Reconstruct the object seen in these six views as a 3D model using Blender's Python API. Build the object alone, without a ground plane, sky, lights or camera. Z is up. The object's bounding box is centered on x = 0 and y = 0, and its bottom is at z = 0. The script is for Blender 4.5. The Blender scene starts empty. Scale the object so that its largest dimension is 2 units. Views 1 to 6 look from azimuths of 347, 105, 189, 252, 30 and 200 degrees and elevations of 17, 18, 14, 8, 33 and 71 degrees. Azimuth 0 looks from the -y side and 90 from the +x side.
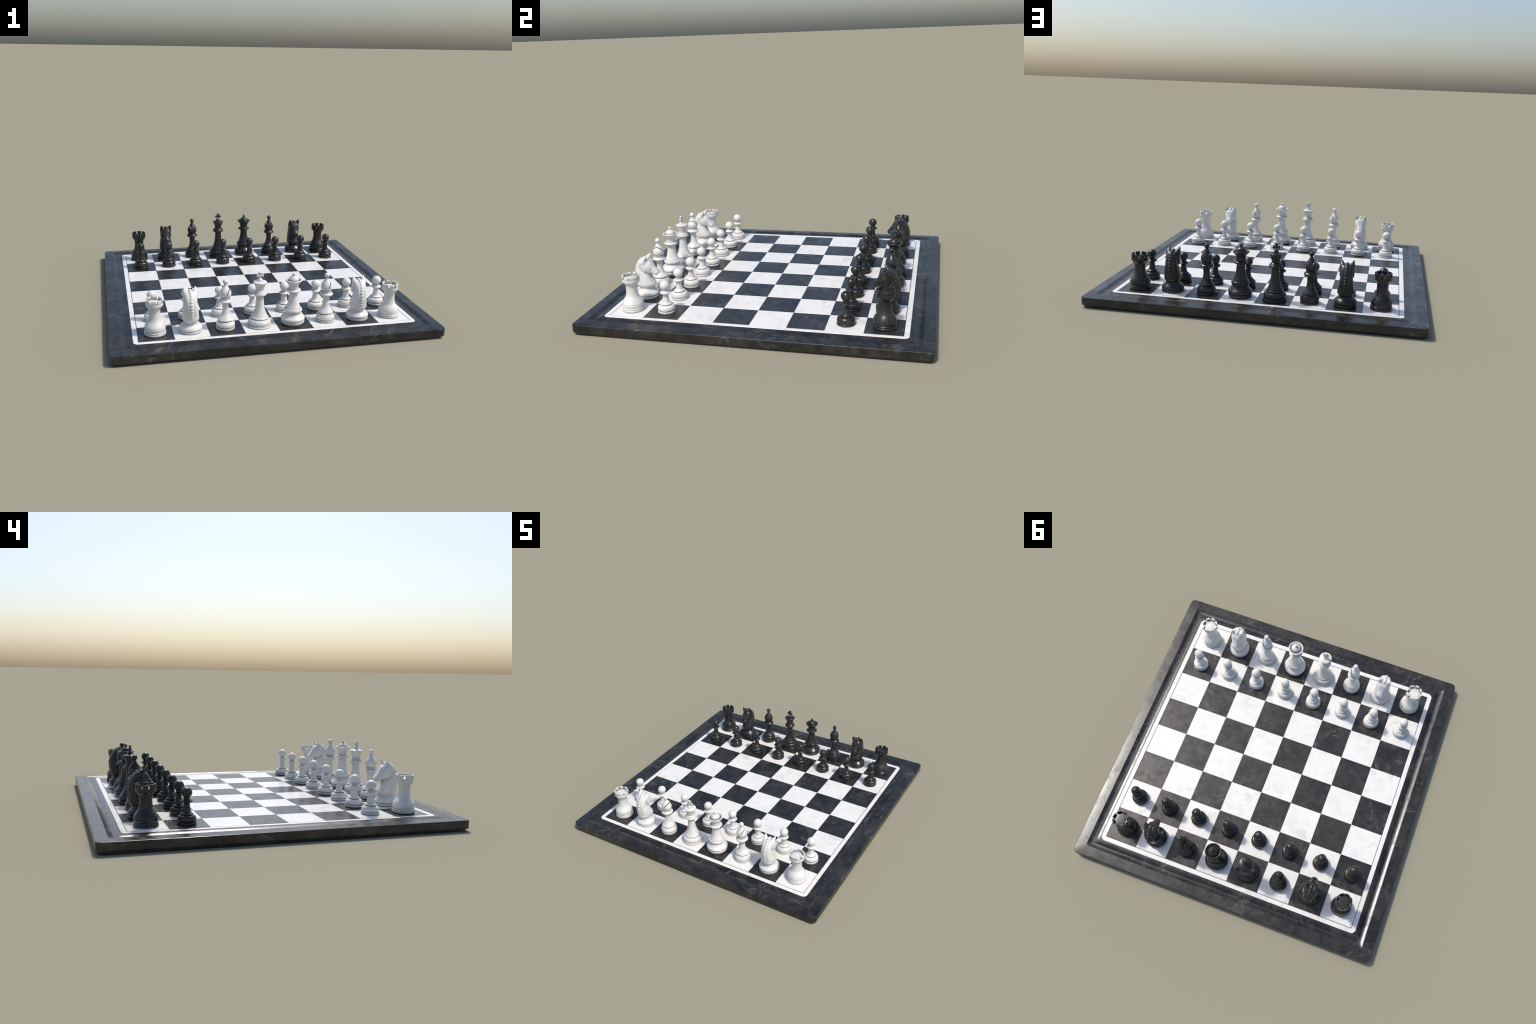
"""A marble chess set: a square board with a moulded black marble frame, a white
inlaid border, 64 stone squares and 32 turned stone pieces in their start position."""
import bpy, bmesh, math, random
import numpy as np
from mathutils import Vector, Matrix

random.seed(7)
SQ = 0.20925            # pitch of the squares
TOP = 0.064             # height of the playing surface
FIELD = 0.8346          # half size of the chequered field
scene = bpy.context.scene
coll = scene.collection


# ------------------------------------------------------------------ materials
def new_mat(name):
    m = bpy.data.materials.new(name)
    m.use_nodes = True
    nt = m.node_tree
    nt.nodes.clear()
    out = nt.nodes.new("ShaderNodeOutputMaterial")
    b = nt.nodes.new("ShaderNodeBsdfPrincipled")
    nt.links.new(b.outputs[0], out.inputs[0])
    return m, nt, b


def N(nt, kind, **kw):
    n = nt.nodes.new(kind)
    for k, v in kw.items():
        if k in n.inputs:
            n.inputs[k].default_value = v
        else:
            setattr(n, k, v)
    return n


def ramp(nt, fac, stops, interp="LINEAR"):
    r = nt.nodes.new("ShaderNodeValToRGB")
    r.color_ramp.interpolation = interp
    els = r.color_ramp.elements
    while len(els) < len(stops):
        els.new(0.5)
    for e, (p, c) in zip(els, stops):
        e.position = p
        e.color = (c, c, c, 1) if isinstance(c, (int, float)) else (*c, 1)
    nt.links.new(fac, r.inputs[0])
    return r.outputs[0]


def math_node(nt, op, a, b=None, clamp=False):
    n = nt.nodes.new("ShaderNodeMath")
    n.operation = op
    n.use_clamp = clamp
    for i, v in enumerate((a, b)):
        if v is None:
            continue
        if isinstance(v, (int, float)):
            n.inputs[i].default_value = v
        else:
            nt.links.new(v, n.inputs[i])
    return n.outputs[0]


def mix(nt, fac, a, b, blend="MIX"):
    n = nt.nodes.new("ShaderNodeMix")
    n.data_type = "RGBA"
    n.blend_type = blend
    for sock, v in ((n.inputs[0], fac), (n.inputs[6], a), (n.inputs[7], b)):
        if isinstance(v, (int, float)):
            sock.default_value = v
        elif isinstance(v, tuple):
            sock.default_value = (*v, 1)
        else:
            nt.links.new(v, sock)
    return n.outputs[2]


def coords(nt, spread=0.0):
    """Object coordinates, shifted by a random amount for every object."""
    tc = nt.nodes.new("ShaderNodeTexCoord")
    if not spread:
        return tc.outputs["Object"]
    info = nt.nodes.new("ShaderNodeObjectInfo")
    wn = nt.nodes.new("ShaderNodeTexWhiteNoise")
    wn.noise_dimensions = "1D"
    nt.links.new(info.outputs["Random"], wn.inputs["W"])
    sc = nt.nodes.new("ShaderNodeVectorMath")
    sc.operation = "SCALE"
    sc.inputs["Scale"].default_value = spread
    nt.links.new(wn.outputs["Color"], sc.inputs[0])
    ad = nt.nodes.new("ShaderNodeVectorMath")
    ad.operation = "ADD"
    nt.links.new(tc.outputs["Object"], ad.inputs[0])
    nt.links.new(sc.outputs[0], ad.inputs[1])
    return ad.outputs[0]


def noise(nt, vec, scale, detail=4.0, rough=0.55, dist=0.0):
    n = N(nt, "ShaderNodeTexNoise", Scale=scale, Detail=detail, Roughness=rough, Distortion=dist)
    nt.links.new(vec, n.inputs["Vector"])
    return n.outputs["Fac"]


def veins(nt, vec, scale, width, dist=0.6, detail=3.0):
    """Thin wandering lines: the middle level of a noise field."""
    f = noise(nt, vec, scale, detail, 0.5, dist)
    d = math_node(nt, "ABSOLUTE", math_node(nt, "SUBTRACT", f, 0.5))
    return ramp(nt, d, [(0.0, 1.0), (width, 0.0)])


def bump(nt, bsdf, height, strength, distance):
    b = N(nt, "ShaderNodeBump", Strength=strength, Distance=distance)
    nt.links.new(height, b.inputs["Height"])
    nt.links.new(b.outputs[0], bsdf.inputs["Normal"])


def black_marble(name, spread, base=(0.0100, 0.0102, 0.0105), cloud=(0.034, 0.0335, 0.032), vein=(0.13, 0.126, 0.118), scale=1.0, amount=0.6, relief=0.06, rough_top=0.36):
    m, nt, b = new_mat(name)
    v = coords(nt, spread)
    c1 = ramp(nt, noise(nt, v, 7 * scale, 6, 0.62, 0.8), [(0.43, 0.0), (0.70, 1.0)])
    col = mix(nt, math_node(nt, "MULTIPLY", c1, 0.85), base, cloud)
    spots = ramp(nt, noise(nt, v, 15 * scale, 4, 0.55, 0.5), [(0.57, 0.0), (0.66, 1.0)])
    col = mix(nt, math_node(nt, "MULTIPLY", spots, 0.45), col, tuple(1.25 * k for k in cloud))
    blotch = ramp(nt, noise(nt, v, 3.2 * scale, 3, 0.5), [(0.40, 0.0), (0.65, 1.0)])
    col = mix(nt, math_node(nt, "MULTIPLY", blotch, 0.30), col, (0.032, 0.029, 0.025))
    fine = ramp(nt, noise(nt, v, 44 * scale, 6, 0.68, 0.5), [(0.54, 0.0), (0.72, 1.0)])
    col = mix(nt, math_node(nt, "MULTIPLY", fine, 0.65), col, (0.048, 0.046, 0.043))
    where = ramp(nt, noise(nt, v, 4.5 * scale, 2, 0.5), [(0.48, 0.0), (0.64, 1.0)])
    vn = math_node(nt, "MAXIMUM", veins(nt, v, 3.6 * scale, 0.014, 0.3, 7), math_node(nt, "MULTIPLY", veins(nt, v, 8 * scale, 0.03, 0.4, 8), 0.55))
    broken = ramp(nt, noise(nt, v, 28 * scale, 3, 0.6), [(0.40, 0.1), (0.62, 1.0)])
    vn = math_node(nt, "MULTIPLY", math_node(nt, "MULTIPLY", vn, broken), math_node(nt, "MULTIPLY", where, amount))
    col = mix(nt, vn, col, vein)
    nt.links.new(col, b.inputs["Base Color"])
    r = ramp(nt, noise(nt, v, 16 * scale, 6, 0.65), [(0.38, 0.23), (0.50, 0.28), (0.64, rough_top)])
    nt.links.new(r, b.inputs["Roughness"])
    bump(nt, b, noise(nt, v, 38, 4, 0.6), relief, 0.004)
    return m


def white_marble(name, spread):
    m, nt, b = new_mat(name)
    v = coords(nt, spread)
    c = ramp(nt, noise(nt, v, 17, 8, 0.68, 0.6), [(0.46, 0.0), (0.70, 1.0)])
    col = mix(nt, math_node(nt, "MULTIPLY", c, 0.75), (0.765, 0.752, 0.718), (0.625, 0.617, 0.590))
    fine = ramp(nt, noise(nt, v, 48, 5, 0.65, 0.4), [(0.56, 0.0), (0.72, 1.0)])
    col = mix(nt, math_node(nt, "MULTIPLY", fine, 0.45), col, (0.60, 0.595, 0.575))
    warm = ramp(nt, noise(nt, v, 6, 3, 0.5, 0.6), [(0.52, 0.0), (0.75, 1.0)])
    col = mix(nt, math_node(nt, "MULTIPLY", warm, 0.45), col, (0.73, 0.70, 0.655))
    where = ramp(nt, noise(nt, v, 7, 2, 0.5), [(0.50, 0.0), (0.66, 1.0)])
    vn = math_node(nt, "MULTIPLY", veins(nt, v, 6, 0.045, 0.8, 8), where)
    col = mix(nt, math_node(nt, "MULTIPLY", vn, 0.40), col, (0.44, 0.43, 0.41))
    nt.links.new(col, b.inputs["Base Color"])
    r = ramp(nt, noise(nt, v, 14, 4, 0.6), [(0.3, 0.20), (0.75, 0.32)])
    nt.links.new(r, b.inputs["Roughness"])
    return m


def grime_mask(nt, lo, hi):
    g = nt.nodes.new("ShaderNodeNewGeometry")
    return ramp(nt, g.outputs["Pointiness"], [(lo, 1.0), (hi, 0.0)])


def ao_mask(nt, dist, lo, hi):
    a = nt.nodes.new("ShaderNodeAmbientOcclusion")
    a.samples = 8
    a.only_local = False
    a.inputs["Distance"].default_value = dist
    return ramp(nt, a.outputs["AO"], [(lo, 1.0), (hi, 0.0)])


def white_stone():
    m, nt, b = new_mat("white_stone")
    v = coords(nt, 5.0)
    c = ramp(nt, noise(nt, v, 26, 5, 0.62, 0.8), [(0.44, 0.0), (0.72, 1.0)])
    col = mix(nt, math_node(nt, "MULTIPLY", c, 0.6), (0.720, 0.704, 0.668), (0.560, 0.550, 0.518))
    speck = ramp(nt, noise(nt, v, 85, 3, 0.6), [(0.60, 0.0), (0.72, 1.0)])
    col = mix(nt, math_node(nt, "MULTIPLY", speck, 0.30), col, (0.42, 0.41, 0.38))
    vn = math_node(nt, "MULTIPLY", veins(nt, v, 16, 0.014, 1.2, 4), ramp(nt, noise(nt, v, 14, 2), [(0.52, 0.0), (0.66, 1.0)]))
    col = mix(nt, math_node(nt, "MULTIPLY", vn, 0.5), col, (0.36, 0.35, 0.33))
    crease_tint = ao_mask(nt, 0.030, 0.35, 0.97)  # soft occlusion shadow baked into the white stone's colour, under balls and collars
    col = mix(nt, math_node(nt, "MULTIPLY", crease_tint, 0.85), col, (0.23, 0.224, 0.21))
    groove_dark = ao_mask(nt, 0.010, 0.15, 0.60)
    col = mix(nt, math_node(nt, "MULTIPLY", groove_dark, 0.55), col, (0.12, 0.115, 0.10))
    nt.links.new(col, b.inputs["Base Color"])
    r = ramp(nt, noise(nt, v, 40, 3, 0.6), [(0.3, 0.24), (0.75, 0.36)])
    nt.links.new(r, b.inputs["Roughness"])
    return m


def black_stone():
    m, nt, b = new_mat("black_stone")
    v = coords(nt, 5.0)
    c = ramp(nt, noise(nt, v, 22, 5, 0.62, 0.8), [(0.43, 0.0), (0.72, 1.0)])
    col = mix(nt, math_node(nt, "MULTIPLY", c, 0.7), (0.0145, 0.0142, 0.0137), (0.042, 0.0395, 0.035))
    vn = math_node(nt, "MULTIPLY", veins(nt, v, 15, 0.02, 0.8, 5), ramp(nt, noise(nt, v, 12, 2), [(0.52, 0.0), (0.66, 1.0)]))
    col = mix(nt, math_node(nt, "MULTIPLY", vn, 0.35), col, (0.11, 0.105, 0.095))
    crease_tint = ao_mask(nt, 0.016, 0.20, 0.80)
    col = mix(nt, math_node(nt, "MULTIPLY", crease_tint, 0.55), col, (0.055, 0.046, 0.034))
    nt.links.new(col, b.inputs["Base Color"])
    r = ramp(nt, noise(nt, v, 34, 5, 0.65), [(0.32, 0.21), (0.72, 0.37)])
    nt.links.new(r, b.inputs["Roughness"])
    return m


def plain(name, colour, rough):
    m, nt, b = new_mat(name)
    v = coords(nt)
    col = mix(nt, noise(nt, v, 30), tuple(0.7 * c for c in colour), colour)
    nt.links.new(col, b.inputs["Base Color"])
    b.inputs["Roughness"].default_value = rough
    return m


M_FRAME = black_marble("black_marble_frame", 9.0, scale=0.9, base=(0.0090, 0.0092, 0.0098), cloud=(0.043, 0.040, 0.036), amount=0.9, relief=0.03, rough_top=0.38)
M_DARK = black_marble("black_marble_square", 9.0, scale=1.1, cloud=(0.042, 0.0405, 0.038), amount=0.9)
M_LIGHT = white_marble("white_marble_square", 9.0)
M_BORDER = white_marble("white_marble_border", 0.0)
M_BED = plain("dark_joint", (0.03, 0.029, 0.027), 0.6)
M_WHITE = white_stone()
M_BLACK = black_stone()


# ------------------------------------------------------------------ mesh helpers
def mesh_from(name, verts, faces, mat=None, angle=40):
    me = bpy.data.meshes.new(name)
    me.from_pydata([tuple(v) for v in verts], [], [tuple(f) for f in faces])
    bm = bmesh.new()
    bm.from_mesh(me)
    bmesh.ops.remove_doubles(bm, verts=bm.verts, dist=1e-6)
    bmesh.ops.recalc_face_normals(bm, faces=bm.faces)
    bm.to_mesh(me)
    bm.free()
    if mat:
        me.materials.append(mat)
    me.polygons.foreach_set("use_smooth", [True] * len(me.polygons))
    me.set_sharp_from_angle(angle=math.radians(angle))
    return me


def add(name, me, parent=None, loc=(0, 0, 0), rot=0.0):
    o = bpy.data.objects.new(name, me)
    coll.objects.link(o)
    o.parent = parent
    o.location = loc
    o.rotation_euler = (0, 0, rot)
    return o


def spline(pts, n):
    """Catmull-Rom curve through the points, n steps per span."""
    p = np.array(pts, float)
    if len(p) == 2:
        return np.array([p[0] + (p[1] - p[0]) * t for t in np.linspace(0, 1, 3)])
    ext = np.vstack([2 * p[0] - p[1], p, 2 * p[-1] - p[-2]])
    out = []
    for i in range(len(p) - 1):
        P = ext[i:i + 4]
        k = [0.0]
        for a in range(3):
            k.append(k[-1] + max(np.linalg.norm(P[a + 1] - P[a]), 1e-7) ** 0.5)
        for t in np.linspace(k[1], k[2], n, endpoint=False):
            A = [P[j] * (k[j + 1] - t) / (k[j + 1] - k[j]) + P[j + 1] * (t - k[j]) / (k[j + 1] - k[j]) for j in range(3)]
            B = [A[j] * (k[j + 2] - t) / (k[j + 2] - k[j]) + A[j + 1] * (t - k[j]) / (k[j + 2] - k[j]) for j in range(2)]
            out.append(B[0] * (k[2] - t) / (k[2] - k[1]) + B[1] * (t - k[1]) / (k[2] - k[1]))
    out.append(p[-1])
    return np.array(out)


def profile_curve(pts, n=5):
    """Profile of (radius, height) points; a third entry 1 marks a crisp corner."""
    runs, cur = [], []
    for p in pts:
        cur.append(p[:2])
        if len(p) > 2 and len(cur) > 1:
            runs.append(cur)
            cur = [p[:2]]
    if len(cur) > 1:
        runs.append(cur)
    out = []
    for r in runs:
        c = spline(r, n)
        out.extend(c if not out else c[1:])
    out = np.array(out)
    out[:, 0] = np.maximum(out[:, 0], 0.0)
    return out


def with_grooves(parts, depth=0.0010, skip=()):
    """Sink a narrow groove where one part meets the next."""
    parts = [(n, list(p)) for n, p in parts]
    for (na, a), (nb, b) in zip(parts, parts[1:]):
        r, z = a[-1][0], a[-1][1]
        if nb in skip or r < 0.02:
            continue
        a[-1] = (r, z - 0.0006, 1)
        a.append((r - depth, z, 1))
        b[0] = (r, z + 0.0006, 1)
        b.insert(0, (r - depth, z, 1))
    return parts


def turned(name, pts, mat, seg=72, n=5, closed=False, angle=38):
    """Surface of revolution."""
    prof = profile_curve(pts, n)
    if closed:
        if prof[0][0] > 1e-6:
            prof = np.vstack([[0, prof[0][1]], prof])
        if prof[-1][0] > 1e-6:
            prof = np.vstack([prof, [0, prof[-1][1]]])
    verts, rows, faces = [], [], []
    for r, z in prof:
        if r < 1e-6:
            rows.append([len(verts)] * seg)
            verts.append((0, 0, z))
        else:
            rows.append(list(range(len(verts), len(verts) + seg)))
            verts += [(r * math.cos(2 * math.pi * i / seg), r * math.sin(2 * math.pi * i / seg), z) for i in range(seg)]
    for a, b in zip(rows, rows[1:]):
        for i in range(seg):
            j = (i + 1) % seg
            f = []
            for v in (a[i], a[j], b[j], b[i]):
                if v not in f:
                    f.append(v)
            if len(f) > 2:
                faces.append(f)
    return mesh_from(name, verts, faces, mat, angle)


def evaluated(o, angle=38):
    """Apply the modifiers of a temporary object and return its mesh."""
    coll.objects.link(o)
    bpy.context.view_layer.update()
    me = bpy.data.meshes.new_from_object(o.evaluated_get(bpy.context.evaluated_depsgraph_get()))
    bpy.data.objects.remove(o)
    me.polygons.foreach_set("use_smooth", [True] * len(me.polygons))
    me.set_sharp_from_angle(angle=math.radians(angle))
    return me


def bevelled(me, width, segments=2, limit=40):
    o = bpy.data.objects.new("work", me)
    m = o.modifiers.new("b", "BEVEL")
    m.width, m.segments, m.limit_method, m.angle_limit = width, segments, "ANGLE", math.radians(limit)
    return evaluated(o)


def ball(cz, r, start_r, n=12):
    """Profile points of a sphere from the ring of radius start_r up to the pole."""
    a0 = -math.acos(start_r / r)
    return [(r * math.cos(a), cz + r * math.sin(a)) for a in np.linspace(a0, math.pi / 2, n)]


# ------------------------------------------------------------------ board
def rounded_quarter(half, rad, n_arc=6, n_line=24):
    """One side (towards -y) of a rounded square, from diagonal to diagonal."""
    rad = max(rad, 1e-5)
    c = half - rad
    pts = []
    for a in np.linspace(math.radians(225), math.radians(270), n_arc + 1):
        pts.append((-c + rad * math.cos(a), -c + rad * math.sin(a)))
    for t in np.linspace(-c, c, n_line + 1)[1:-1]:
        pts.append((t, -half))
    for a in np.linspace(math.radians(270), math.radians(315), n_arc + 1):
        pts.append((c + rad * math.cos(a), -c + rad * math.sin(a)))
    return pts


def build_board():
    board = bpy.data.objects.new("chess_board", None)
    coll.objects.link(board)
    board["label"] = "square black marble chess board with white inlay and moulded frame"
    board["category"] = "chess board"

    # moulded frame: profile of (inset from the outside, height, corner radius)
    prof = [(0.030, 0.0108, 0.016), (0.0095, 0.0108, 0.021), (0.0085, 0.0108, 0.022), (0.0035, 0.0118, 0.0265), (0.0008, 0.0145, 0.0292), (0.0, 0.0185, 0.030),
            (0.0, 0.0196, 0.030), (0.0, 0.0560, 0.030), (0.0, 0.0570, 0.030), (0.0005, 0.0588, 0.0295), (0.0015, 0.0600, 0.0285), (0.0028, 0.06055, 0.027),
            (0.0040, 0.0607, 0.026), (0.0050, 0.06075, 0.0255), (0.0645, 0.0640, 0.021), (0.0658, 0.0640, 0.0200)]
    # cove: steep outside wall easing into a hollow, then an ogee back up to the inlay,
    # described by its slope (degrees) at distances from the centre
    wall = [(0.9340, 24), (0.9250, 19), (0.9170, 14.5), (0.9110, 9), (0.9040, 5)]
    ogee = [(0.9040, 22), (0.8985, 21), (0.8930, 20), (0.8880, 16), (0.8820, 9), (0.8740, 4.5), (0.8672, 1.0)]
    z, x = 0.0640, 0.9342
    prof.append((1 - x, z, 0.020))    # a repeated point leaves the edge crisp
    fall = lambda xs, tab: np.tan(np.radians(np.interp(-xs, [-a for a, _ in tab], [b for _, b in tab])))
    xw = np.linspace(0.9340, 0.9040, 13)
    zw = 0.0639 - np.concatenate([[0], np.cumsum((fall(xw, wall)[1:] + fall(xw, wall)[:-1]) / 2 * -np.diff(xw))])
    xo = np.linspace(0.9040, 0.8672, 17)
    up = np.concatenate([[0], np.cumsum((fall(xo, ogee)[1:] + fall(xo, ogee)[:-1]) / 2 * -np.diff(xo))])
    zo = zw[-1] + up * (0.0637 - zw[-1]) / up[-1]
    prof += [(1 - a, b, 0.020 + 0.004 * k / 12) for k, (a, b) in enumerate(zip(xw, zw))]
    prof += [(1 - a, b, 0.024 + 0.006 * k / 16) for k, (a, b) in enumerate(zip(xo, zo))]
    prof += [(0.1337, 0.0637, 0.0300), (0.1345, 0.0632, 0.0300), (0.1345, 0.050, 0.0300)]
    rows = [[(x, y, z) for x, y in rounded_quarter(1.0 - d, r)] for d, z, r in prof]
    n = len(rows[0])
    verts = [v for row in rows for v in row]
    faces = [(a * n + i, a * n + i + 1, (a + 1) * n + i + 1, (a + 1) * n + i) for a in range(len(rows) - 1) for i in range(n - 1)]
    rail = bpy.data.meshes.new("frame_rail")
    rail.from_pydata(verts, [], faces)
    rail.materials.append(M_FRAME)
    rail.polygons.foreach_set("use_smooth", [True] * len(rail.polygons))
    rail.set_sharp_from_angle(angle=math.radians(26))
    bm = bmesh.new()
    bm.from_mesh(rail)
    bmesh.ops.recalc_face_normals(bm, faces=bm.faces)
    side = max(bm.faces, key=lambda f: f.calc_area())
    if side.normal.z < 0 or side.normal.y > 0.5:
        bmesh.ops.reverse_faces(bm, faces=bm.faces)
    bm.to_mesh(rail)
    bm.free()
    for k in range(4):
        add("frame_rail", rail, board, rot=k * math.pi / 2)

    def slab(name, half, rad, z0, z1, mat):
        loop = []
        for k in range(4):
            c, s = math.cos(k * math.pi / 2), math.sin(k * math.pi / 2)
            loop += [(c * x - s * y, s * x + c * y) for x, y in rounded_quarter(half, rad, 5, 2)[:-1]]
        m = len(loop)
        v = [(x, y, z0) for x, y in loop] + [(x, y, z1) for x, y in loop]
        f = [tuple(reversed(range(m))), tuple(range(m, 2 * m))] + [(i, (i + 1) % m, m + (i + 1) % m, m + i) for i in range(m)]
        return mesh_from(name, v, f, mat, 50)

    add("foot", slab("foot", 0.987, 0.024, 0.0, 0.0112, M_FRAME), board)
    add("bed", slab("bed", 0.868, 0.03, 0.02, 0.0622, M_BED), board)

    # white inlay: rounded outside, square inside, edges slightly eased
    ring = []
    outer, inner, e = 0.8655, 0.8376, 0.0006
    for half, rad, z in ((outer, 0.030, 0.056), (outer, 0.030, TOP - e), (outer - e, 0.0294, TOP), (inner + e, 0.0001, TOP), (inner, 0.0001, TOP - e), (inner, 0.0001, 0.056)):
        loop = []
        for k in range(4):
            c, s = math.cos(k * math.pi / 2), math.sin(k * math.pi / 2)
            loop += [(c * x - s * y, s * x + c * y, z) for x, y in rounded_quarter(half, rad, 6, 24)[:-1]]
        ring.append(loop)
    m = len(ring[0])
    v = [p for loop in ring for p in loop]
    f = [(a * m + i, a * m + (i + 1) % m, (a + 1) * m + (i + 1) % m, (a + 1) * m + i) for a in range(len(ring) - 1) for i in range(m)]
    add("border_inlay", mesh_from("border_inlay", v, f, M_BORDER, 30), board)

    # squares
    g, e, cache = 0.0004, 0.0004, {}
    for i in range(8):
        for j in range(8):
            cx, cy = (i - 3.5) * SQ, (j - 3.5) * SQ
            dark = (i + j) % 2 == 0
            ext = []
            for c in (cx, cy):
                ext.append((max(c - SQ / 2, -FIELD) + g - c, min(c + SQ / 2, FIELD) - g - c))
            key = (dark, tuple(round(t, 5) for q in ext for t in q))
            if key not in cache:
                (x0, x1), (y0, y1) = ext
                lv = [[(x0, y0, -0.008), (x1, y0, -0.008), (x1, y1, -0.008), (x0, y1, -0.008)],
                      [(x0, y0, -e), (x1, y0, -e), (x1, y1, -e), (x0, y1, -e)],
                      [(x0 + e, y0 + e, 0), (x1 - e, y0 + e, 0), (x1 - e, y1 - e, 0), (x0 + e, y1 - e, 0)]]
                vv = [p for q in lv for p in q]
                ff = [(0, 3, 2, 1), (8, 9, 10, 11)] + [(a * 4 + k, a * 4 + (k + 1) % 4, a * 4 + 4 + (k + 1) % 4, a * 4 + 4 + k) for a in range(2) for k in range(4)]
                cache[key] = mesh_from("dark_square" if dark else "light_square", vv, ff, M_DARK if dark else M_LIGHT, 30)
            add("dark_square" if dark else "light_square", cache[key], board, (cx, cy, TOP))


# ------------------------------------------------------------------ turned pieces
S = 1  # crisp corner mark
PAWN = [
    ("foot", [(0, 0.0003, S), (0.0495, 0.0003, S), (0.0513, 0.0030), (0.0512, 0.0090), (0.0495, 0.0127), (0.0472, 0.0140, S)]),
    ("body", [(0.0472, 0.0140, S), (0.0495, 0.0180), (0.0503, 0.0275), (0.0480, 0.0380), (0.0405, 0.0462), (0.0310, 0.0490, S)]),
    ("stem", [(0.0310, 0.0490, S), (0.0334, 0.0508), (0.0338, 0.0540), (0.0315, 0.0572), (0.0270, 0.0596), (0.0236, 0.0630), (0.0205, 0.0715), (0.0182, 0.0850), (0.0165, 0.0990), (0.0158, 0.1075, S)]),
    ("collar", [(0.0158, 0.1075, S), (0.0200, 0.1100), (0.0270, 0.1153), (0.0312, 0.1195), (0.0318, 0.1222), (0.0292, 0.1250), (0.0215, 0.1290), (0.0160, 0.1325, S), (0.0157, 0.1395, S)]),
    ("ball", ball(0.1635, 0.0288, 0.0157)),
]
ROOK = [
    ("foot", [(0, 0.0003, S), (0.0630, 0.0003, S), (0.0652, 0.0030), (0.0655, 0.0075), (0.0645, 0.0120), (0.0627, 0.0145, S)]),
    ("ring", [(0.0627, 0.0145, S), (0.0638, 0.0175), (0.0634, 0.0222), (0.0603, 0.0258, S)]),
    ("body", [(0.0603, 0.0258, S), (0.0618, 0.0315), (0.0621, 0.0420), (0.0600, 0.0535), (0.0540, 0.0655), (0.0470, 0.0755), (0.0408, 0.0850), (0.0362, 0.0990), (0.0340, 0.1150), (0.0334, 0.1290), (0.0338, 0.1450), (0.0347, 0.1545, S)]),
    ("battlement", [(0.0347, 0.1545, S), (0.0360, 0.1585), (0.0420, 0.1680), (0.0480, 0.1742), (0.0505, 0.1785), (0.0511, 0.1850), (0.0508, 0.1965, S), (0.0425, 0.1965, S), (0.0415, 0.1972, S), (0.0220, 0.1985), (0.0, 0.1988, S)]),
]
KNIGHT_FOOT = [("foot", [(0, 0.0003, S), (0.0655, 0.0003, S), (0.0673, 0.0025), (0.0675, 0.0080), (0.0672, 0.0140), (0.0660, 0.0165), (0.0635, 0.0180, S), (0.0, 0.0182, S)])]
BISHOP = [
    ("foot", [(0, 0.0003, S), (0.0550, 0.0003, S), (0.0568, 0.0025), (0.0568, 0.0090), (0.0560, 0.0135), (0.0536, 0.0155, S)]),
    ("body", [(0.0536, 0.0155, S), (0.0560, 0.0190), (0.0570, 0.0265), (0.0556, 0.0360), (0.0510, 0.0450), (0.0460, 0.0515), (0.0422, 0.0540, S)]),
    ("stem", [(0.0422, 0.0540, S), (0.0462, 0.0575), (0.0474, 0.0610, S), (0.0440, 0.0660), (0.0360, 0.0765), (0.0270, 0.0895), (0.0218, 0.1060), (0.0193, 0.1240), (0.0195, 0.1390), (0.0210, 0.1530), (0.0228, 0.1620), (0.0255, 0.1650, S)]),
    ("collar", [(0.0255, 0.1650, S), (0.0335, 0.1672), (0.0398, 0.1718), (0.0413, 0.1760), (0.0396, 0.1802), (0.0340, 0.1845), (0.0312, 0.1880, S), (0.0285, 0.1886, S), (0.0285, 0.1896, S), (0.0306, 0.1900, S), (0.0310, 0.1920), (0.0304, 0.1948), (0.0290, 0.1960, S), (0.0250, 0.1964, S), (0.0250, 0.2000, S)]),
    ("mitre", [(0.0250, 0.1990, S), (0.0287, 0.1994, S), (0.0325, 0.2065), (0.0351, 0.2165), (0.0352, 0.2240), (0.0326, 0.2360), (0.0262, 0.2490), (0.0180, 0.2605), (0.0115, 0.2705), (0.0080, 0.2805, S)]),
    ("ball", ball(0.2948, 0.0158, 0.0075)),
]
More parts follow.
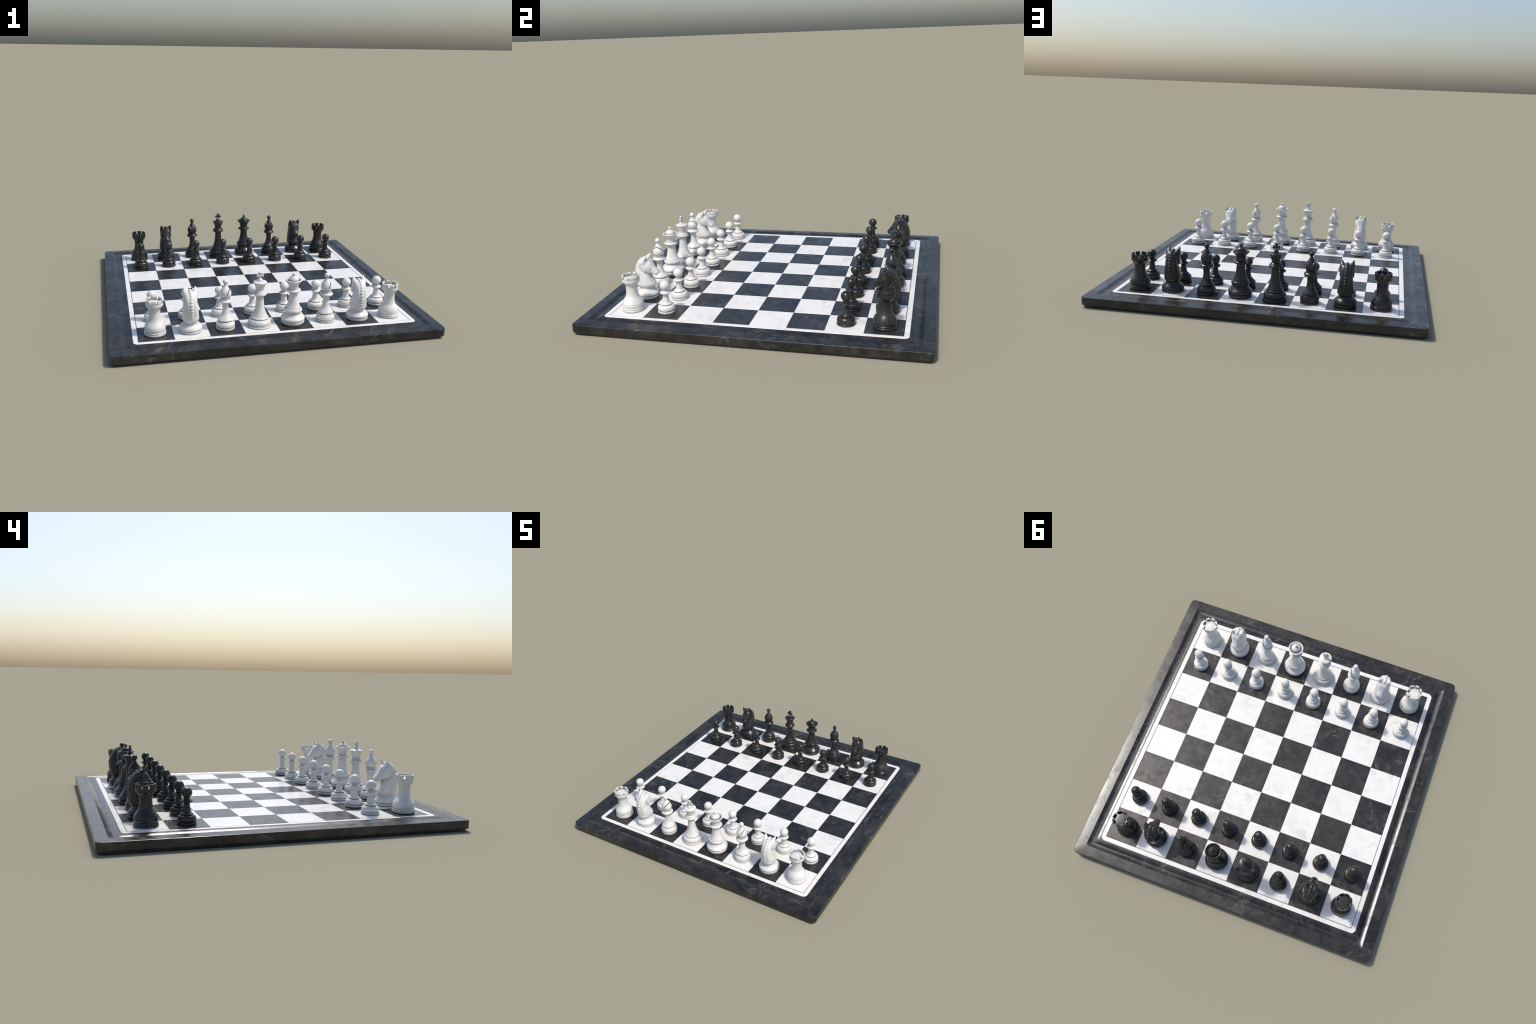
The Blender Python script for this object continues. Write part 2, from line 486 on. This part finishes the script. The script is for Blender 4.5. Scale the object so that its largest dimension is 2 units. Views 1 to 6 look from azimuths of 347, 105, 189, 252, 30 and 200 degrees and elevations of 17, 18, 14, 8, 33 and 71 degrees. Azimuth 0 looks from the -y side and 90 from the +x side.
QUEEN = [
    ("foot", [(0, 0.0003, S), (0.0655, 0.0003, S), (0.0672, 0.0035), (0.0705, 0.0115), (0.0718, 0.0175), (0.0712, 0.0220), (0.0686, 0.0248, S)]),
    ("body", [(0.0686, 0.0248, S), (0.0718, 0.0295), (0.0732, 0.0370), (0.0718, 0.0420), (0.0640, 0.0500), (0.0560, 0.0582), (0.0503, 0.0660), (0.0468, 0.0738, S)]),
    ("ring", [(0.0468, 0.0738, S), (0.0500, 0.0760), (0.0542, 0.0830), (0.0556, 0.0905), (0.0540, 0.0970), (0.0505, 0.1005), (0.0470, 0.1008, S)]),
    ("stem", [(0.0470, 0.1008, S), (0.0440, 0.1080), (0.0380, 0.1210), (0.0325, 0.1390), (0.0290, 0.1580), (0.0266, 0.1760), (0.0252, 0.1950), (0.0258, 0.2030, S)]),
    ("collar", [(0.0258, 0.2030, S), (0.0360, 0.2050), (0.0425, 0.2098), (0.0442, 0.2145), (0.0424, 0.2186), (0.0345, 0.2225), (0.0296, 0.2245, S)]),
    ("crown", [(0.0296, 0.2245, S), (0.0286, 0.2330), (0.0292, 0.2430), (0.0325, 0.2540), (0.0388, 0.2635), (0.0458, 0.2710), (0.0492, 0.2750), (0.0500, 0.2785), (0.0484, 0.2812), (0.0450, 0.2818), (0.0410, 0.2795), (0.0352, 0.2735, S), (0.0346, 0.2700, S), (0.0312, 0.2700, S)]),
    ("dome", [(0.0312, 0.2700, S), (0.0316, 0.2795), (0.0292, 0.2880), (0.0230, 0.2970), (0.0140, 0.3030), (0.0065, 0.3055, S), (0.0058, 0.3085, S)]),
    ("finial", ball(0.3160, 0.0092, 0.0055)),
]
KING = [
    ("foot", [(0, 0.0003, S), (0.0715, 0.0003, S), (0.0735, 0.0028), (0.0732, 0.0070), (0.0712, 0.0108), (0.0684, 0.0125, S)]),
    ("ring", [(0.0684, 0.0125, S), (0.0697, 0.0145), (0.0690, 0.0178), (0.0655, 0.0198, S)]),
    ("body", [(0.0655, 0.0198, S), (0.0678, 0.0232), (0.0687, 0.0300), (0.0664, 0.0395), (0.0600, 0.0480), (0.0512, 0.0522, S)]),
    ("stem", [(0.0512, 0.0522, S), (0.0537, 0.0542), (0.0538, 0.0575), (0.0515, 0.0615), (0.0497, 0.0632, S), (0.0428, 0.0760), (0.0345, 0.0980), (0.0290, 0.1200), (0.0257, 0.1450), (0.0240, 0.1660), (0.0230, 0.1860), (0.0238, 0.1945, S)]),
    ("collar", [(0.0238, 0.1945, S), (0.0330, 0.1962), (0.0393, 0.2010), (0.0413, 0.2060), (0.0402, 0.2105), (0.0368, 0.2138, S), (0.0345, 0.2142, S), (0.0345, 0.2152, S), (0.0364, 0.2156, S), (0.0360, 0.2175), (0.0334, 0.2200, S), (0.0312, 0.2205, S), (0.0312, 0.2215, S), (0.0326, 0.2219, S), (0.0322, 0.2236), (0.0292, 0.2262, S), (0.0243, 0.2292, S)]),
    ("crown", [(0.0243, 0.2292, S), (0.0247, 0.2340), (0.0278, 0.2470), (0.0340, 0.2630), (0.0398, 0.2750), (0.0411, 0.2785), (0.0404, 0.2808), (0.0350, 0.2832), (0.0168, 0.2885, S)]),
    ("knob", [(0.0168, 0.2885, S), (0.0164, 0.2915), (0.0122, 0.2990), (0.0070, 0.3050), (0.0050, 0.3085, S), (0.0050, 0.3130, S)]),
]


def arc_block(r0, r1, z0, z1, half_angle, n=6):
    """A merlon: a short piece of a ring wall."""
    v, f = [], []
    for a in np.linspace(-half_angle, half_angle, n + 1):
        for r, z in ((r0, z0), (r1, z0), (r1, z1), (r0, z1)):
            v.append((r * math.cos(a), r * math.sin(a), z))
    for i in range(n):
        for k in range(4):
            f.append((i * 4 + k, i * 4 + (k + 1) % 4, i * 4 + 4 + (k + 1) % 4, i * 4 + 4 + k))
    f += [(0, 1, 2, 3), (4 * n + 3, 4 * n + 2, 4 * n + 1, 4 * n)]
    return mesh_from("merlon", v, f, None, 40)


def cross_field(X, Y, Z):
    """King's cross: four flared, rounded arms in the xz plane."""
    W = Z - 0.3190
    best = None
    for U, V, reach, scale in ((np.abs(X), W, 0.0213, 1.0), (W, X, 0.0240, 1.08), (-W, X, 0.0130, 0.6)):
        half = smooth_table(U, [-0.01, 0.0, 0.0075, 0.0130, 0.0170, 0.0200, 0.0250], [0.0066, 0.0064, 0.0056, 0.0094, 0.0110, 0.0108, 0.0090]) * scale
        thick = smooth_table(U, [-0.01, 0.0, 0.0080, 0.0140, 0.0190, 0.0250], [0.0064, 0.0064, 0.0048, 0.0068, 0.0072, 0.0066])
        k = ((np.abs(V) / half) ** 2.8 + (np.abs(Y) / thick) ** 2.8) ** (1 / 2.8)
        d = -smooth_min(-(k - 1) * thick, -np.maximum(U - reach, -U - 0.004), 0.0050)
        best = d if best is None else smooth_min(best, d, 0.0012)
    return best


def cross_mesh():
    h = 0.0007
    ax = [np.arange(a, b, h) for a, b in ((-0.0245, 0.0245), (-0.0095, 0.0095), (0.3030, 0.3460))]
    pos, faces = surface_net(cross_field(*np.meshgrid(*ax, indexing="ij")), [a[0] for a in ax], h)
    return mesh_from("cross", pos, faces, None, 60)


def slit_mitre(pts):
    """Bishop's head with its slanting cut."""
    me = turned("mitre", pts, None, closed=True)
    a, b = Vector((0.0275, 0, 0.2620)), Vector((0.0010, 0, 0.2190))
    d = (b - a).normalized()
    n = Vector((d.z, 0, -d.x))
    a = a - d * 0.03
    th = 0.0028
    v = []
    for y in (-0.06, 0.06):
        for p, s in ((a, -th), (a, th), (b, th), (b, -th)):
            q = p + n * s
            v.append((q.x, y, q.z))
    f = [(0, 1, 2, 3), (7, 6, 5, 4), (0, 4, 5, 1), (1, 5, 6, 2), (2, 6, 7, 3), (3, 7, 4, 0)]
    cutter = bpy.data.objects.new("cutter", mesh_from("cutter", v, f))
    coll.objects.link(cutter)
    o = bpy.data.objects.new("work", me)
    m = o.modifiers.new("cut", "BOOLEAN")
    m.operation, m.solver, m.object = "DIFFERENCE", "EXACT", cutter
    res = evaluated(o, 35)
    bpy.data.objects.remove(cutter)
    return res


# ------------------------------------------------------------------ knight: a modelled field
def smooth_min(a, b, k):
    h = np.clip(0.5 + 0.5 * (b - a) / k, 0, 1)
    return b + (a - b) * h - k * h * (1 - h)


def polygon_distance(Y, Z, poly):
    """Signed distance in the side plane, negative inside the outline."""
    d2 = np.full(Y.shape, 1e9)
    inside = np.zeros(Y.shape, bool)
    for (ay, az), (by, bz) in zip(poly, np.roll(poly, -1, 0)):
        ey, ez = by - ay, bz - az
        wy, wz = Y - ay, Z - az
        t = np.clip((wy * ey + wz * ez) / (ey * ey + ez * ez + 1e-18), 0, 1)
        d2 = np.minimum(d2, (wy - ey * t) ** 2 + (wz - ez * t) ** 2)
        cond = (az > Z) != (bz > Z)
        with np.errstate(divide="ignore", invalid="ignore"):
            cross = Y < (by - ay) * (Z - az) / (bz - az) + ay
        inside ^= cond & cross
    d = np.sqrt(d2)
    return np.where(inside, -d, d)


def path_distance(Y, Z, path):
    """Distance to a path in the side plane and the length walked along it."""
    best, walked, s0 = np.full(Y.shape, 1e9), np.zeros(Y.shape), 0.0
    for (ay, az), (by, bz) in zip(path, path[1:]):
        ey, ez = by - ay, bz - az
        L = math.hypot(ey, ez)
        t = np.clip(((Y - ay) * ey + (Z - az) * ez) / (L * L), 0, 1)
        d = np.hypot(Y - ay - ey * t, Z - az - ez * t)
        near = d < best
        best = np.where(near, d, best)
        walked = np.where(near, s0 + t * L, walked)
        s0 += L
    return best, walked


def round_cone(X, Y, Z, a, b, ra, rb, flat=1.0):
    ax, ay, az = a
    d = np.array(b) - np.array(a)
    L2 = float(d @ d)
    t = np.clip(((X - ax) * d[0] + (Y - ay) * d[1] + (Z - az) * d[2]) / L2, 0, 1)
    px, py, pz = X - ax - d[0] * t, Y - ay - d[1] * t, Z - az - d[2] * t
    return np.sqrt(px ** 2 + (py / flat) ** 2 + pz ** 2) - (ra + (rb - ra) * t)


def smooth_table(x, xs, ys):
    c = spline(np.stack([xs, ys], 1), 10)
    return np.interp(x, c[:, 0], c[:, 1])


# neck: height, front, back (without the mane), half width
NECK = [(0.0183, 0.0655, -0.0655, 0.0655), (0.0215, 0.0676, -0.0676, 0.0676), (0.0265, 0.0687, -0.0687, 0.0687), (0.0310, 0.0681, -0.0681, 0.0681),
        (0.0380, 0.0640, -0.0640, 0.0640), (0.0460, 0.0560, -0.0560, 0.0560), (0.0525, 0.0488, -0.0490, 0.0480), (0.0590, 0.0445, -0.0450, 0.0415),
        (0.0650, 0.0450, -0.0465, 0.0405), (0.0720, 0.0505, -0.0530, 0.0442), (0.0800, 0.0560, -0.0578, 0.0482), (0.0880, 0.0570, -0.0602, 0.0495),
        (0.0980, 0.0530, -0.0600, 0.0490), (0.1100, 0.0455, -0.0612, 0.0478), (0.1250, 0.0375, -0.0626, 0.0458), (0.1400, 0.0325, -0.0641, 0.0430),
        (0.1550, 0.0300, -0.0646, 0.0402), (0.1700, 0.0290, -0.0638, 0.0378), (0.1850, 0.0270, -0.0612, 0.0365), (0.2000, 0.0250, -0.0567, 0.0358),
        (0.2150, 0.0240, -0.0498, 0.0357), (0.2280, 0.0240, -0.0408, 0.0352), (0.2380, 0.0230, -0.0315, 0.0330), (0.2450, 0.0210, -0.0235, 0.0280), (0.2500, 0.0150, -0.0100, 0.0190)]
HEAD = [(0.004, 0.2440), (0.016, 0.2460), (0.029, 0.2425), (0.0415, 0.2335), (0.0490, 0.2215), (0.0548, 0.2100), (0.0675, 0.1900), (0.0820, 0.1730), (0.0862, 0.1635),
        (0.0838, 0.1530), (0.0765, 0.1465), (0.0685, 0.1440), (0.0620, 0.1460), (0.0480, 0.1530), (0.0370, 0.1552), (0.0250, 0.1568), (0.0080, 0.1625), (-0.0060, 0.1718),
        (-0.0140, 0.1850), (-0.0172, 0.2010), (-0.0170, 0.2180), (-0.0100, 0.2330)]
MANE_OUTER = [(0.004, 0.2605), (-0.0200, 0.2540), (-0.0375, 0.2385), (-0.0530, 0.2170), (-0.0625, 0.1960), (-0.0685, 0.1730), (-0.0703, 0.1540), (-0.0695, 0.1350), (-0.0665, 0.1130), (-0.0630, 0.0960), (-0.0605, 0.0850)]
EYE, NOSTRIL = (0.0325, 0.0390, 0.2075), (0.0150, 0.0835, 0.1632)
RIDGE = 0.0186


def knight_fields(X, Y, Z):
    A = np.abs(X)
    tab = np.array(NECK)
    zs = np.linspace(tab[0, 0], tab[-1, 0], 400)
    sm = lambda col: np.interp(Z, zs, np.interp(zs, *spline(np.stack([tab[:, 0], tab[:, col]], 1), 8).T))
    front, back, wide = sm(1), sm(2), sm(3)
    yc, hy = (front + back) / 2, (front - back) / 2
    n = np.interp(Z, [0.05, 0.08, 0.13, 0.18, 0.22], [2.0, 2.4, 2.6, 2.85, 3.0])
    k = ((A / wide) ** n + (np.abs(Y - yc) / hy) ** n) ** (1 / n)
    neck = (k - 1) * np.minimum(wide, hy)
    neck = np.maximum(neck, 0.0183 - Z)
    neck = np.maximum(neck, Z - 0.2500)

    outline = np.vstack([spline(np.vstack([HEAD, HEAD[:1]]), 6)[:-1]])
    d2 = polygon_distance(Y[0], Z[0], outline)[None] if Y.ndim == 3 else polygon_distance(Y, Z, outline)
    # the neck sinks a little where the cheek lies over it
    neck = neck + 0.0042 * np.exp(-(np.maximum(d2, 0) / 0.0075) ** 2) * np.clip((A - 0.018) / 0.012, 0, 1) * np.clip((0.222 - Z) / 0.02, 0, 1)
    ax, az = 0.845, -0.534
    t = (Y - 0.008) * ax + (Z - 0.200) * az
    s = (Y - 0.008) * -az + (Z - 0.200) * ax
    w = smooth_table(t, [-0.04, -0.02, 0.0, 0.014, 0.030, 0.045, 0.060, 0.075, 0.092], [0.039, 0.0425, 0.0432, 0.0418, 0.0350, 0.0275, 0.0228, 0.0205, 0.0185])
    w = w * smooth_table(s, [-0.03, -0.01, 0.004, 0.020, 0.036, 0.05], [0.97, 1.0, 0.985, 0.85, 0.66, 0.6])
    rho = np.interp(t, [0.0, 0.03, 0.07, 0.09], [0.0150, 0.0145, 0.0130, 0.012])
    q0, q1 = d2 + rho, A - w + rho
    head = np.minimum(np.maximum(q0, q1), 0) + np.hypot(np.maximum(q0, 0), np.maximum(q1, 0)) - rho
    re = np.sqrt((A - EYE[0]) ** 2 + (Y - EYE[1]) ** 2 + (Z - EYE[2]) ** 2)
    head = head + 0.0013 * np.exp(-((re - 0.0088) / 0.0020) ** 2) - 0.0009 * np.exp(-(re / 0.0052) ** 2)
    # brow ridge above the eye and a shallow hollow in the face below it
    rb = np.sqrt((A - 0.026) ** 2 + (Y - 0.0425) ** 2 + (Z - 0.2230) ** 2)
    head = head - 0.0016 * np.exp(-(rb / 0.008) ** 2)
    rh = np.sqrt((A - 0.030) ** 2 + (Y - 0.052) ** 2 + (Z - 0.183) ** 2)
    head = head + 0.0018 * np.exp(-(rh / 0.012) ** 2)
    ro = np.sqrt((A - NOSTRIL[0]) ** 2 + (Y - NOSTRIL[1]) ** 2 + (Z - NOSTRIL[2]) ** 2)
    head = head + 0.0035 * np.exp(-(ro / 0.0030) ** 2) - 0.0012 * np.exp(-((ro - 0.006) / 0.0025) ** 2)

    ear = np.minimum(round_cone(A, Y, Z, (0.0250, 0.0000, 0.2280), (0.0295, 0.0105, 0.2470), 0.0195, 0.0140),
                     round_cone(A, Y, Z, (0.0295, 0.0105, 0.2470), (0.0346, 0.0225, 0.2668), 0.0142, 0.0050))
    # a ridge runs from the ear down the side of the mane and fades out
    ear = smooth_min(ear, round_cone(A, Y, Z, (0.0262, 0.0000, 0.2400), (0.0170, -0.0480, 0.1700), 0.0140, 0.0070), 0.006)
    hollow = round_cone(A, Y, Z, (0.0360, 0.0235, 0.2390), (0.0392, 0.0275, 0.2620), 0.0108, 0.0014)
    ear = -smooth_min(-ear, hollow, 0.003)

    outer = spline(MANE_OUTER, 8)
    tang = np.gradient(outer, axis=0)
    tang /= np.linalg.norm(tang, axis=1)[:, None]
    r0 = 0.0088
    inner = outer + np.stack([-tang[:, 1], tang[:, 0]], 1) * r0
    path = np.vstack([[(0.019, 0.2490), (0.013, 0.2512)], inner])
    yy, zz = (Y[0], Z[0]) if Y.ndim == 3 else (Y, Z)
    dc, sl = path_distance(yy, zz, path)
    phase = np.abs(np.cos(math.pi * (sl - 0.012) / RIDGE))
    notch = np.where((sl > 0.022), phase ** 16, 0.0)
    saw = ((sl - 0.012) / RIDGE + 0.5) % 1.0
    rad = r0 * (1 - 0.62 * notch) + 0.0016 * (saw - 0.5) * (sl > 0.022)
    total = float(np.linalg.norm(np.diff(path, axis=0), axis=1).sum())
    rad = rad * np.interp(sl, [total - 0.02, total], [1.0, 0.60])
    if Y.ndim == 3:
        dc, rad = dc[None], rad[None]
    spread = np.interp(sl, [0.03, 0.16], [1.10, 1.42])
    if Y.ndim == 3:
        spread = spread[None]
    mane = np.sqrt((A / spread) ** 2 + dc ** 2) - rad
    return neck, head, ear, mane


def knight_solid(X, Y, Z):
    neck, head, ear, mane = knight_fields(X, Y, Z)
    spine = np.interp(Z, [0.08, 0.25], [0.0135, 0.0100])          # shallow gutter either side of the mane
    neck = neck + 0.0005 * np.exp(-((np.abs(X) - spine - 0.0012) / 0.0028) ** 2) * (Y < -0.01) * np.clip((Z - 0.085) / 0.02, 0, 1)
    k = np.interp(Z, [0.195, 0.235], [0.0022, 0.012]) * np.ones_like(X)
    body = smooth_min(neck, head, k)
    body = smooth_min(body, ear, 0.0065)
    return smooth_min(body, mane, 0.0020)


def surface_net(F, lo, h):
    """Quad mesh of the zero level of a sampled field."""
    nx, ny, nz = F.shape
    inside = F < 0
    acc = np.zeros((nx - 1, ny - 1, nz - 1, 3))
    cnt = np.zeros((nx - 1, ny - 1, nz - 1))
    corner = lambda G, c: G[c[0]:nx - 1 + c[0], c[1]:ny - 1 + c[1], c[2]:nz - 1 + c[2]]
    for axis in range(3):
        others = [a for a in range(3) if a != axis]
        for u in (0, 1):
            for v in (0, 1):
                c0 = [0, 0, 0]
                c0[others[0]], c0[others[1]] = u, v
                c1 = list(c0)
                c1[axis] = 1
                f0, f1 = corner(F, c0), corner(F, c1)
                hit = corner(inside, c0) != corner(inside, c1)
                t = np.where(hit, f0 / np.where(hit, f0 - f1, 1), 0)
                for a in range(3):
                    acc[..., a] += np.where(hit, t if a == axis else c0[a], 0)
                cnt += hit
    act = cnt > 0
    idx = np.full(act.shape, -1)
    idx[act] = np.arange(act.sum())
    pos = (np.argwhere(act) + acc[act] / cnt[act][:, None]) * h + np.array(lo)
    faces = []
    for axis in range(3):
        a, b = [x for x in range(3) if x != axis]
        sl0, sl1 = [slice(None)] * 3, [slice(None)] * 3
        sl0[axis], sl1[axis] = slice(0, -1), slice(1, None)
        i0, i1 = inside[tuple(sl0)], inside[tuple(sl1)]
        for p in np.argwhere(i0 != i1):
            if p[a] == 0 or p[b] == 0:
                continue
            q = []
            for da, db in ((-1, -1), (0, -1), (0, 0), (-1, 0)):
                c = p.copy()
                c[a] += da
                c[b] += db
                if c[a] >= act.shape[a] or c[b] >= act.shape[b]:
                    break
                q.append(idx[tuple(c)])
            if len(q) == 4 and min(q) >= 0:
                flip = bool(i0[tuple(p)]) == (axis == 1)
                faces.append(tuple(q[::-1]) if flip else tuple(q))
    return pos, faces


def knight_parts():
    """Horse head and neck as one smooth surface, split into named regions."""
    h = 0.0016
    lo, hi = np.array((-0.0736, -0.0784, 0.0128)), np.array((0.0736, 0.0912, 0.2784))
    ax = [np.arange(lo[i], hi[i] + h / 2, h) for i in range(3)]
    X, Y, Z = np.meshgrid(*ax, indexing="ij")
    pos, faces = surface_net(knight_solid(X, Y, Z), lo, h)
    # settle the points on the exact surface, then relax a little
    for _ in range(2):
        e = 4e-4
        ev = lambda p: knight_solid(p[:, 0], p[:, 1], p[:, 2])
        f = ev(pos)
        grad = np.stack([(ev(pos + np.eye(3)[i] * e) - ev(pos - np.eye(3)[i] * e)) / (2 * e) for i in range(3)], 1)
        g2 = np.maximum((grad ** 2).sum(1), 0.2)
        pos = pos - grad * np.clip(f / g2, -h, h)[:, None] * 0.9
    quads = np.array(faces)
    for it in range(2):
        cen = pos[quads].mean(1)
        acc, cnt = np.zeros_like(pos), np.zeros(len(pos))
        for c in range(4):
            np.add.at(acc, quads[:, c], cen)
            np.add.at(cnt, quads[:, c], 1)
        pos = pos * 0.5 + 0.5 * acc / cnt[:, None]
    me = bpy.data.meshes.new("knight_whole")
    me.from_pydata(pos.tolist(), [], faces)
    me.update()
    bm = bmesh.new()
    bm.from_mesh(me)
    bmesh.ops.recalc_face_normals(bm, faces=bm.faces)
    bm.to_mesh(me)
    bm.free()
    quads = np.array([p.vertices[:] for p in me.polygons])
    normals = np.array([v.normal[:] for v in me.vertices])
    cen = pos[quads].mean(1)
    neck, head, ear, mane = knight_fields(cen[:, 0], cen[:, 1], cen[:, 2])
    kind = np.argmin(np.stack([neck, head, ear, mane]), 0)
    eye = np.sqrt((np.abs(cen[:, 0]) - EYE[0]) ** 2 + (cen[:, 1] - EYE[1]) ** 2 + (cen[:, 2] - EYE[2]) ** 2) < 0.0068
    kind[eye & (kind == 1)] = 4
    side = cen[:, 0] > 0
    regions = [("neck", kind == 0), ("head", kind == 1), ("ear", (kind == 2) & side), ("ear", (kind == 2) & ~side), ("mane", kind == 3), ("eye", (kind == 4) & side), ("eye", (kind == 4) & ~side)]
    out = []
    for name, sel in regions:
        q = quads[sel]
        if not len(q):
            continue
        used, inv = np.unique(q, return_inverse=True)
        part = bpy.data.meshes.new(name)
        part.from_pydata(pos[used].tolist(), [], inv.reshape(q.shape).tolist())
        part.polygons.foreach_set("use_smooth", [True] * len(part.polygons))
        part.normals_split_custom_set_from_vertices(normals[used].tolist())
        out.append((name, part))
    bpy.data.meshes.remove(me)
    return out


# ------------------------------------------------------------------ set up the pieces
def build_pieces():
    turned_meshes = {k: [(n, turned(n, p, None, closed=False) if n != "mitre" else slit_mitre(p)) for n, p in with_grooves(spec, skip=("battlement", "mitre"))]
                     for k, spec in (("pawn", PAWN), ("rook", ROOK), ("bishop", BISHOP), ("queen", QUEEN), ("king", KING), ("knight", KNIGHT_FOOT))}
    merlon = bevelled(arc_block(0.0424, 0.0508, 0.1964, 0.2170, math.radians(22.5 - 6.6)), 0.0008, 2, 50)
    for k in range(8):
        turned_meshes["rook"].append(("merlon", merlon, math.radians(45 * k)))
    turned_meshes["king"].append(("cross", cross_mesh()))
    turned_meshes["knight"] += knight_parts()
    labels = {
        "pawn": "pawn with a round ball head on a flared stem", "rook": "rook shaped like a round tower with battlements",
        "knight": "knight carved as a horse head with notched mane", "bishop": "bishop with slit pointed mitre and ball finial",
        "queen": "queen with a wide coronet, dome and small finial", "king": "tall king with flared crown and cross on top"}
    dyed = {}

    def tinted(me, mat):
        key = (me.name, mat.name)
        if key not in dyed:
            c = me.copy()
            c.materials.clear()
            c.materials.append(mat)
            dyed[key] = c
        return dyed[key]

    def place(kind, colour, i, j, rot, turn=0.0, dy=0.0):
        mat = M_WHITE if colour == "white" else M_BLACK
        e = bpy.data.objects.new(f"{colour}_{kind}", None)
        coll.objects.link(e)
        e.location = ((i - 3.5) * SQ, (j - 3.5) * SQ + dy, TOP)
        e.rotation_euler = (0, 0, rot + turn)
        e.empty_display_size = 0.05
        e["label"] = f"{'polished white' if colour == 'white' else 'glossy black'} stone {labels[kind]}"
        e["category"] = "chess piece"
        for part in turned_meshes[kind]:
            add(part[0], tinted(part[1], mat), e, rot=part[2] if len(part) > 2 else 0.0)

    order = ["rook", "knight", "bishop", "king", "queen", "bishop", "knight", "rook"]
    for i in range(8):
        for colour, back, front, rot, dy in (("white", 0, 1, 0.0, 0.0), ("black", 7, 6, math.pi, -0.002)):
            turn = math.radians(-8) if order[i] == "rook" else 0.0
            place(order[i], colour, i, back, rot, turn, dy)
            place("pawn", colour, i, front, rot, math.radians(random.uniform(-180, 180)), dy)


build_board()
build_pieces()
for me in [m for m in bpy.data.meshes if not m.users]:
    bpy.data.meshes.remove(me)
